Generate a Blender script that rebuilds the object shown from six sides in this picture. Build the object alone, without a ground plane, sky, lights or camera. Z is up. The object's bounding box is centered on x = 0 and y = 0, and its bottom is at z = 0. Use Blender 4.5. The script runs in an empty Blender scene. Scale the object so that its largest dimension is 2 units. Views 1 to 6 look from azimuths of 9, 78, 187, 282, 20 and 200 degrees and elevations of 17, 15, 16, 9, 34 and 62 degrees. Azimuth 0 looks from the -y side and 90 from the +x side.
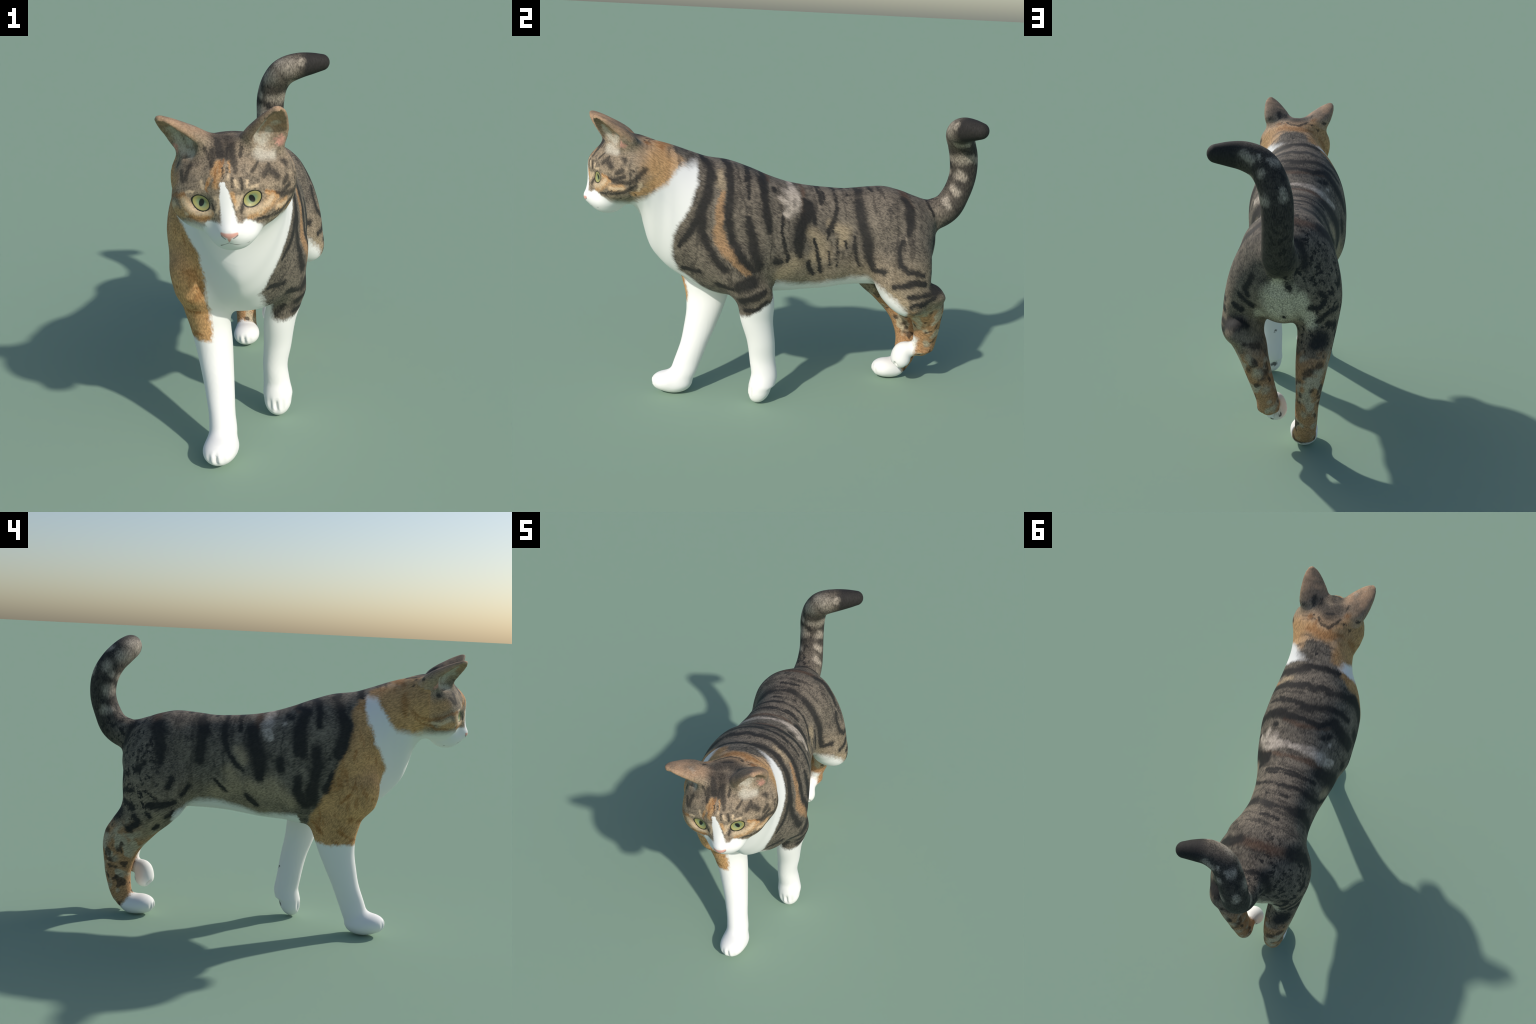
# ---------------------------------------------------------------- geometry
import bpy, math, random
import numpy as np

H = 0.0062                      # grid step of the body's implicit surface
LO = np.array([-0.36, -1.05, -0.03]); HI = np.array([0.37, 1.06, 1.52])
N = np.ceil((HI - LO) / H).astype(int) + 1
GX, GY, GZ = [(LO[i] + H * np.arange(N[i])).astype(np.float32) for i in range(3)]


def pchip(xs, ys, x):
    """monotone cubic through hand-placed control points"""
    xs = np.asarray(xs, float); ys = np.asarray(ys, float)
    h = np.diff(xs); d = np.diff(ys) / h
    m = np.zeros_like(ys); m[0], m[-1] = d[0], d[-1]
    for i in range(1, len(xs) - 1):
        if d[i - 1] * d[i] > 0:
            w1, w2 = 2 * h[i] + h[i - 1], h[i] + 2 * h[i - 1]
            m[i] = (w1 + w2) / (w1 / d[i - 1] + w2 / d[i])
    x = np.clip(x, xs[0], xs[-1])
    i = np.clip(np.searchsorted(xs, x) - 1, 0, len(h) - 1)
    t = (x - xs[i]) / h[i]
    return ((2*t**3 - 3*t**2 + 1) * ys[i] + (t**3 - 2*t**2 + t) * h[i] * m[i]
            + (-2*t**3 + 3*t**2) * ys[i + 1] + (t**3 - t**2) * h[i] * m[i + 1]).astype(np.float32)


class Field:
    """signed field on the grid, with the part each cell belongs to"""
    def __init__(self):
        self.f = np.full(N, 1.0, np.float32)
        self.lab = np.zeros(N, np.int8)
        self.best = np.full(N, 1.0, np.float32)

    def box(self, lo, hi, pad=0.09):
        s = []
        for i in range(3):
            a = int(max(0, math.floor((lo[i] - pad - LO[i]) / H)))
            b = int(min(N[i], math.ceil((hi[i] + pad - LO[i]) / H) + 1))
            s.append(slice(a, b))
        return tuple(s), GX[s[0]][:, None, None], GY[s[1]][None, :, None], GZ[s[2]][None, None, :]

    def add(self, s, d, k, label):
        a = self.f[s]
        h = np.maximum(k - np.abs(a - d), 0) / k
        self.f[s] = np.minimum(a, d) - h * h * k * 0.25
        m = d < self.best[s]
        self.best[s] = np.where(m, d, self.best[s])
        self.lab[s] = np.where(m, label, self.lab[s])

    def cut(self, s, d, k):
        a = self.f[s]
        h = np.maximum(k - np.abs(a + d), 0) / k
        self.f[s] = np.maximum(a, -d) + h * h * k * 0.25


F = Field()
LAB = dict(torso=1, neck=2, head=3, ear_l=4, ear_r=5, tail=6, fore_l=7, fore_r=8,
           hind_l=9, hind_r=10, ffoot_l=11, ffoot_r=12, hfoot_l=13, hfoot_r=14)


def ellipsoid(c, r, k, label, tilt=0.0, yaw=0.0, cut=False):
    """tilt: about x (degrees), yaw: about z"""
    R = max(r)
    s, x, y, z = F.box([c[i] - R for i in range(3)], [c[i] + R for i in range(3)])
    x, y, z = x - c[0], y - c[1], z - c[2]
    ct, st = math.cos(math.radians(tilt)), math.sin(math.radians(tilt))
    cy, sy = math.cos(math.radians(yaw)), math.sin(math.radians(yaw))
    x, y = cy * x + sy * y, -sy * x + cy * y
    y, z = ct * y + st * z, -st * y + ct * z
    k0 = np.sqrt((x / r[0])**2 + (y / r[1])**2 + (z / r[2])**2) + 1e-6
    k1 = np.sqrt((x / r[0]**2)**2 + (y / r[1]**2)**2 + (z / r[2]**2)**2) + 1e-6
    d = (k0 * (k0 - 1) / k1).astype(np.float32)
    if cut: F.cut(s, d, k)
    else: F.add(s, d, k, LAB[label])


def limb(rows, k, label):
    """rows: z, centre x, centre y, half width x, half width y, twist in degrees (top to bottom)"""
    A = np.array(sorted(tuple(r) + (0,) * (6 - len(r)) for r in rows), float)
    zs = A[:, 0]
    lo = [(A[:, 1] - A[:, 3]).min(), (A[:, 2] - A[:, 4]).min(), zs[0]]
    hi = [(A[:, 1] + A[:, 3]).max(), (A[:, 2] + A[:, 4]).max(), zs[-1]]
    s, x, y, z = F.box(lo, hi)
    P = [pchip(zs, A[:, j], z) for j in range(1, 6)]
    tw = np.radians(P[4])
    dx, dy = x - P[0], y - P[1]
    dx, dy = (dx * np.cos(tw) + dy * np.sin(tw)) / P[2], (dy * np.cos(tw) - dx * np.sin(tw)) / P[3]
    d = (np.sqrt(dx * dx + dy * dy) - 1) * np.minimum(P[2], P[3])
    over = np.maximum(zs[0] - z, 0) + np.maximum(z - zs[-1], 0)
    d = np.where(over > 0, np.sqrt(np.maximum(d, 0)**2 + over**2), d).astype(np.float32)
    F.add(s, d, k, LAB[label])


def tube(pts, k, label, n=70):
    """round tube through points (x, y, z, radius)"""
    A = np.array(pts, float)
    t = np.concatenate([[0], np.cumsum(np.linalg.norm(np.diff(A[:, :3], axis=0), axis=1))])
    # natural-looking smooth path: Catmull-Rom by finite differences
    m = np.gradient(A, t, axis=0)
    u = np.linspace(0, t[-1], n)
    i = np.clip(np.searchsorted(t, u) - 1, 0, len(t) - 2)
    h = (t[i + 1] - t[i])[:, None]; w = ((u - t[i])[:, None]) / h
    Q = ((2*w**3 - 3*w**2 + 1) * A[i] + (w**3 - 2*w**2 + w) * h * m[i]
         + (-2*w**3 + 3*w**2) * A[i + 1] + (w**3 - w**2) * h * m[i + 1])
    R = A[:, 3].max()
    s, x, y, z = F.box(Q[:, :3].min(0) - R, Q[:, :3].max(0) + R)
    best = None
    for j in range(n - 1):
        a, b = Q[j, :3], Q[j + 1, :3]
        ba = b - a; L2 = float(ba @ ba)
        g = np.clip(((x - a[0]) * ba[0] + (y - a[1]) * ba[1] + (z - a[2]) * ba[2]) / L2, 0, 1)
        d = np.sqrt((x - a[0] - g * ba[0])**2 + (y - a[1] - g * ba[1])**2 + (z - a[2] - g * ba[2])**2) \
            - (Q[j, 3] + g * (Q[j + 1, 3] - Q[j, 3]))
        best = d if best is None else np.minimum(best, d)
    F.add(s, best.astype(np.float32), k, LAB[label])
    return Q


# torso and neck, slice by slice along the spine:
#  y, centre x, back z, belly z, half width, height of greatest width, exponent above, below, keel shift, crest shift
TORSO = [
    (-0.80, .088, 1.335, 1.060, .203, 1.20, 2.5, 2.0, 0, 0),
    (-0.755, .090, 1.340, 1.007, .206, 1.19, 2.5, 1.9, -.008, 0),
    (-0.735, .090, 1.340, .968, .201, 1.18, 2.5, 1.75, -.012, 0),
    (-0.722, .089, 1.338, .922, .195, 1.17, 2.4, 1.65, -.015, .01),
    (-0.705, .087, 1.337, .862, .189, 1.17, 2.4, 1.6, -.012, .012),
    (-0.685, .084, 1.334, .815, .185, 1.16, 2.3, 1.6, -.008, .015),
    (-0.65, .075, 1.329, .767, .182, 1.12, 2.2, 1.65, -.003, .02),
    (-0.60, .058, 1.315, .714, .192, 1.05, 2.2, 1.75, .003, .022),
    (-0.50, .022, 1.279, .640, .237, .96, 2.1, 2.0, 0, .025),
    (-0.42, .010, 1.253, .592, .258, .92, 2.1, 2.3, 0, .025),
    (-0.32, .008, 1.237, .565, .268, .88, 2.25, 2.4, 0, .02),
    (-0.20, .005, 1.198, .560, .269, .86, 2.35, 2.3, -.015, .02),
    (-0.10, .005, 1.158, .570, .250, .88, 2.1, 2.2, -.012, .015),
    (0.00, -.002, 1.126, .571, .231, .87, 2.1, 2.15, -.002, .01),
    (0.10, -.012, 1.106, .577, .206, .85, 2.1, 2.05, .015, 0),
    (0.20, -.016, 1.095, .585, .187, .84, 2.3, 2.1, .03, 0),
    (0.30, -.017, 1.089, .592, .181, .84, 2.3, 2.1, .012, 0),
    (0.40, -.018, 1.096, .594, .196, .86, 2.2, 2.2, 0, 0),
    (0.50, -.020, 1.100, .592, .228, .87, 2.2, 2.1, 0, 0),
    (0.60, -.024, 1.080, .598, .230, .86, 2.1, 2.0, 0, 0),
    (0.68, -.024, 1.048, .608, .200, .85, 2.1, 1.9, 0, 0),
    (0.72, -.022, 1.020, .630, .172, .84, 2.0, 1.9, 0, 0),
    (0.76, -.020, .975, .675, .122, .83, 2.0, 1.9, 0, 0),
    (0.785, -.020, .910, .760, .070, .82, 2.0, 2.0, 0, 0),
]


def torso(k):
    A = np.array(TORSO, float); ys = A[:, 0]
    s, x, y, z = F.box([-0.32, ys[0], .5], [.34, ys[-1], 1.4], pad=.05)
    cx, zt, zb, hw, zc, nt, nb, keel, crest = [pchip(ys, A[:, j], y) for j in range(1, 10)]
    dz = z - zc
    cx = cx + keel * np.clip(-dz / (zc - zb), 0, 1) + crest * np.clip(dz / (zt - zc), 0, 1)
    up = dz > 0
    hz = np.where(up, zt - zc, zc - zb); n = np.where(up, nt, nb)
    q = (np.abs(x - cx) / hw)**n + (np.abs(dz) / hz)**n
    d = (q**(1 / n) - 1) * np.minimum(hw, hz)
    over = np.maximum(ys[0] - y, 0) + np.maximum(y - ys[-1], 0)
    d = np.where(over > 0, np.sqrt(np.maximum(d, 0)**2 + over**2), d).astype(np.float32)
    F.add(s, d, k, LAB['torso'])


torso(0.01)

# --- head: skull, cheeks, muzzle, nose bridge, chin
ellipsoid((.089, -.800, 1.205), (.194, .166, .158), .04, 'head', yaw=4)
ellipsoid((.078, -.842, 1.140), (.184, .116, .102), .03, 'head')
ellipsoid((.105, -.900, 1.058), (.082, .076, .052), .04, 'head')
ellipsoid((.100, -.890, 1.032), (.055, .058, .036), .03, 'head')
tube([(.092, -.930, 1.225, .045), (.098, -.943, 1.150, .034), (.107, -.962, 1.085, .030)], .05, 'head', n=12)
ellipsoid((.108, -.970, 1.074), (.026, .030, .022), .02, 'head')


ellipsoid((.002, -.862, 1.170), (.090, .086, .100), .04, 'head')
# shallow sockets under the brow
ellipsoid((.182, -.960, 1.172), (.036, .028, .026), .02, 'head', yaw=22, cut=True)
ellipsoid((.008, -.970, 1.163), (.036, .028, .026), .02, 'head', yaw=-22, cut=True)


# --- ears: a hollow cone leaning forward, open to the front and outside
def ear(front, rear, back, tip, label, depth):
    front, rear, back, tip = map(lambda v: np.array(v, float), (front, rear, back, tip))
    base = (front + rear) / 2 * .62 + back * .38
    a = tip - base; L = np.linalg.norm(a); a /= L
    w = front - rear; W = np.linalg.norm(w - a * (w @ a)) / 2; w -= a * (w @ a); w /= np.linalg.norm(w)
    o = np.cross(a, w)
    if o @ ((front + rear) / 2 - back) < 0: o = -o
    pts = np.array([front, rear, back, tip])
    s, x, y, z = F.box(pts.min(0), pts.max(0), pad=.06)
    px, py, pz = x - base[0], y - base[1], z - base[2]
    t = (px * a[0] + py * a[1] + pz * a[2]) / L
    u = px * w[0] + py * w[1] + pz * w[2]
    v = px * o[0] + py * o[1] + pz * o[2]
    tc = np.clip(t, -.5, 1.0)
    ww = pchip([-.5, 0, .25, .5, .75, .9, 1.0], [W*.45, W, W*.92, W*.76, W*.55, W*.35, .012], tc)
    vv = pchip([-.5, 0, .25, .5, .75, .9, 1.0], [depth*.5, depth, depth*.9, depth*.70, depth*.48, depth*.32, .010], tc)
    k0 = np.sqrt((u / ww)**2 + (v / vv)**2)
    d = (k0 - 1) * np.minimum(ww, vv)
    over = np.maximum(t - 1, 0) * L + np.maximum(-.5 - t, 0) * L
    d = np.where(over > 0, np.sqrt(np.maximum(d, 0)**2 + over**2), d).astype(np.float32)
    F.add(s, d, .035, LAB[label])
    # the hollow: a scoop that opens upwards and outwards
    th = .010
    op = pchip([-.5, .0, .12, .35, 1.0], [.05, .05, .55, 1.0, 1.0], tc)
    wi, vi = np.maximum((ww - th) * op, .001), np.maximum(vv * op, .001)
    k0 = np.sqrt((u / wi)**2 + ((v - vv * .95) / (vi * 1.22))**2)
    d = (k0 - 1) * np.minimum(wi, vi)
    d = np.maximum(d, np.maximum((t - .94) * L, (.03 - t) * L)).astype(np.float32)
    F.cut(s, d, .008)


ear((.168, -.926, 1.335), (.288, -.785, 1.315), (.150, -.790, 1.375), (.266, -.955, 1.463), 'ear_l', .048)
ear((.017, -.930, 1.320), (-.112, -.785, 1.300), (.010, -.795, 1.375), (-.108, -.966, 1.438), 'ear_r', .048)

# --- tail
TAIL = tube([(-.018, .70, .950, .080), (-.020, .785, .956, .082), (-.020, .857, .992, .077),
             (-.020, .904, 1.070, .070), (-.022, .930, 1.160, .069), (-.014, .923, 1.255, .071),
             (.014, .891, 1.333, .069), (.066, .852, 1.391, .068), (.135, .842, 1.418, .063),
             (.200, .858, 1.427, .053), (.252, .876, 1.430, .041)], .05, 'tail')

# --- fore limbs: upper arm over the chest wall, forearm, paw
limb([(.98, -.06, -.45, .04, .07), (.88, -.118, -.45, .080, .12), (.80, -.138, -.45, .094, .145), (.70, -.128, -.43, .095, .152), (.60, -.112, -.375, .092, .135),
      (.52, -.102, -.380, .080, .110), (.45, -.090, -.390, .075, .096), (.35, -.075, -.417, .066, .082),
      (.25, -.061, -.450, .058, .071), (.17, -.051, -.480, .053, .070), (.10, -.045, -.505, .056, .068),
      (.055, -.045, -.520, .056, .060)], .035, 'fore_r')
ellipsoid((-.047, -.575, .062), (.067, .090, .054), .03, 'ffoot_r', tilt=-2)
ellipsoid((-.047, -.530, .045), (.058, .070, .042), .03, 'ffoot_r')
limb([(1.0, .09, -.40, .04, .06), (.90, .165, -.33, .088, .12), (.82, .186, -.305, .098, .14), (.72, .184, -.272, .090, .132), (.62, .186, -.210, .082, .110),
      (.54, .170, -.174, .073, .091), (.46, .150, -.163, .067, .082), (.33, .133, -.132, .059, .070),
      (.22, .119, -.116, .053, .066), (.14, .122, -.105, .057, .066), (.10, .126, -.108, .057, .060)], .035, 'fore_l')
ellipsoid((.128, -.128, .078), (.060, .056, .078), .03, 'ffoot_l', tilt=-18)

# --- hind limbs: thigh, hock, shank, paw
ellipsoid((-.172, .575, .750), (.112, .155, .185), .06, 'hind_r')
limb([(.92, -.10, .54, .04, .06), (.82, -.16, .55, .085, .13), (.68, -.186, .560, .095, .165), (.60, -.184, .575, .094, .168), (.52, -.178, .635, .087, .158),
      (.46, -.173, .690, .080, .142), (.42, -.170, .716, .075, .128), (.37, -.167, .742, .068, .108),
      (.31, -.163, .758, .060, .088), (.23, -.157, .767, .054, .072), (.15, -.155, .757, .052, .063),
      (.08, -.150, .735, .050, .058), (.05, -.148, .715, .048, .05)], .05, 'hind_r')
ellipsoid((-.137, .640, .055), (.066, .078, .052), .03, 'hfoot_r')
ellipsoid((-.143, .690, .048), (.056, .060, .045), .03, 'hfoot_r')
ellipsoid((.142, .590, .740), (.106, .130, .185), .05, 'hind_l')
limb([(.96, .08, .54, .04, .06), (.86, .12, .555, .080, .11), (.72, .160, .572, .096, .140), (.64, .182, .580, .088, .142), (.57, .166, .643, .086, .166),
      (.52, .134, .690, .083, .142, 8), (.46, .102, .742, .071, .108, 14), (.40, .076, .768, .063, .085, 20),
      (.33, .048, .784, .057, .073, 22), (.25, .024, .789, .051, .066, 22), (.215, .022, .786, .048, .058, 20)], .05, 'hind_l')
ellipsoid((.190, .600, .555), (.086, .108, .078), .05, 'hind_l', tilt=-28)
ellipsoid((.165, .745, .575), (.048, .052, .052), .04, 'hind_l')
tube([(.022, .775, .225, .042), (.012, .720, .218, .040), (.004, .680, .205, .048), (.000, .672, .165, .050)], .025, 'hfoot_l', n=16)
ellipsoid((.000, .672, .168), (.050, .046, .055), .02, 'hfoot_l')


# grooves between the toes
def toes(c, across, down, half, k=.008):
    c, across, down = map(lambda v: np.array(v, float), (c, across, down))
    for t in (-1, 0, 1):
        q = c + across * t
        s0 = F.box(q - .05, q + .05, pad=.02)
        s, x, y, z = s0
        w = across / np.linalg.norm(across)
        n = np.cross(w, down); n /= np.linalg.norm(n)
        u = (x - q[0]) * w[0] + (y - q[1]) * w[1] + (z - q[2]) * w[2]
        v = (x - q[0]) * down[0] + (y - q[1]) * down[1] + (z - q[2]) * down[2]
        e = (x - q[0]) * n[0] + (y - q[1]) * n[1] + (z - q[2]) * n[2]
        F.cut(s, ((np.sqrt((u / .008)**2 + (v / half)**2 + (e / .011)**2) - 1) * .008).astype(np.float32), k)


toes((-.047, -.662, .045), (.030, 0, 0), (0, .15, 1), .040)
toes((-.137, .566, .045), (.030, 0, 0), (0, -.15, 1), .040)
toes((.128, -.186, .045), (.028, 0, 0), (0, .2, 1), .040)
toes((.000, .640, .135), (.024, 0, 0), (0, .1, 1), .034)


def surface_nets(f):
    """dual mesh of the zero level"""
    ins = f < 0
    c = [ins[i:N[0]-1+i, j:N[1]-1+j, k:N[2]-1+k] for i in (0, 1) for j in (0, 1) for k in (0, 1)]
    tot = sum(a.astype(np.int8) for a in c)
    cells = np.argwhere((tot > 0) & (tot < 8))
    idx = np.full((N[0]-1, N[1]-1, N[2]-1), -1, np.int32)
    idx[tuple(cells.T)] = np.arange(len(cells))
    acc = np.zeros((len(cells), 3)); cnt = np.zeros(len(cells))
    corner = [(i, j, k) for i in (0, 1) for j in (0, 1) for k in (0, 1)]
    val = [f[cells[:, 0]+i, cells[:, 1]+j, cells[:, 2]+k] for i, j, k in corner]
    for a in range(8):
        for b in range(a + 1, 8):
            df = [abs(corner[a][q] - corner[b][q]) for q in range(3)]
            if sum(df) != 1: continue
            m = (val[a] < 0) != (val[b] < 0)
            t = np.where(m, val[a] / np.where(m, val[a] - val[b], 1), 0)[:, None]
            p = np.array(corner[a]) * (1 - t) + np.array(corner[b]) * t
            acc += np.where(m[:, None], p, 0); cnt += m
    verts = LO + H * (cells + acc / cnt[:, None])
    quads = []
    for ax in range(3):
        b, c2 = (ax + 1) % 3, (ax + 2) % 3
        sl0 = [slice(None)]*3; sl1 = [slice(None)]*3
        sl0[ax] = slice(0, -1); sl1[ax] = slice(1, None)
        e = np.argwhere(ins[tuple(sl0)] != ins[tuple(sl1)])
        e = e[(e[:, b] > 0) & (e[:, c2] > 0) & (e[:, b] < N[b]-1) & (e[:, c2] < N[c2]-1)]
        flip = ins[tuple(e.T)]
        q = []
        for ob, oc in ((1, 1), (0, 1), (0, 0), (1, 0)):
            g = e.copy(); g[:, b] -= ob; g[:, c2] -= oc
            q.append(idx[tuple(g.T)])
        q = np.stack(q, 1)
        q[~flip] = q[~flip][:, ::-1]
        quads.append(q)
    return verts, np.concatenate(quads), cells


V, Q, CELLS = surface_nets(F.f)


def relax(V, Q, it, lam=0.5):
    e = np.concatenate([Q[:, [0, 1]], Q[:, [1, 2]], Q[:, [2, 3]], Q[:, [3, 0]]])
    e = np.unique(np.sort(e, 1), axis=0)
    deg = np.bincount(e.ravel(), minlength=len(V)).astype(float)[:, None]
    for mu in [lam, -lam * 1.03] * it:         # Taubin: smooths without shrinking
        s = np.zeros_like(V)
        for ax in range(3):
            s[:, ax] = np.bincount(e[:, 0], V[e[:, 1], ax], len(V)) + np.bincount(e[:, 1], V[e[:, 0], ax], len(V))
        V = V + mu * (s / deg - V)
    return V


V = relax(V, Q, 6)
V[:, 2] = np.maximum(V[:, 2], 0.0015)


def vertex_normals(V, Q):
    n = np.cross(V[Q[:, 2]] - V[Q[:, 0]], V[Q[:, 3]] - V[Q[:, 1]])
    out = np.zeros_like(V)
    for j in range(4):
        for ax in range(3):
            out[:, ax] += np.bincount(Q[:, j], n[:, ax], len(V))
    return out / np.linalg.norm(out, axis=1)[:, None]


NRM = vertex_normals(V, Q)
VLAB = F.lab[tuple(CELLS.T)]
FLAB = VLAB[Q[:, 0]].copy()
cen = V[Q].mean(1)
# the neck runs from the collar to the skull
neck = (FLAB == LAB['torso']) & (cen[:, 1] + 0.45 * (cen[:, 2] - 1.1) < -0.56)
FLAB[neck] = LAB['neck']

# ---------------------------------------------------------------- coat markings
# every stripe, spot and patch is a tapering brush stroke: points (x, y, z, half width) on the skin
def stroke(*pts):
    return np.array(pts, float)


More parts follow.
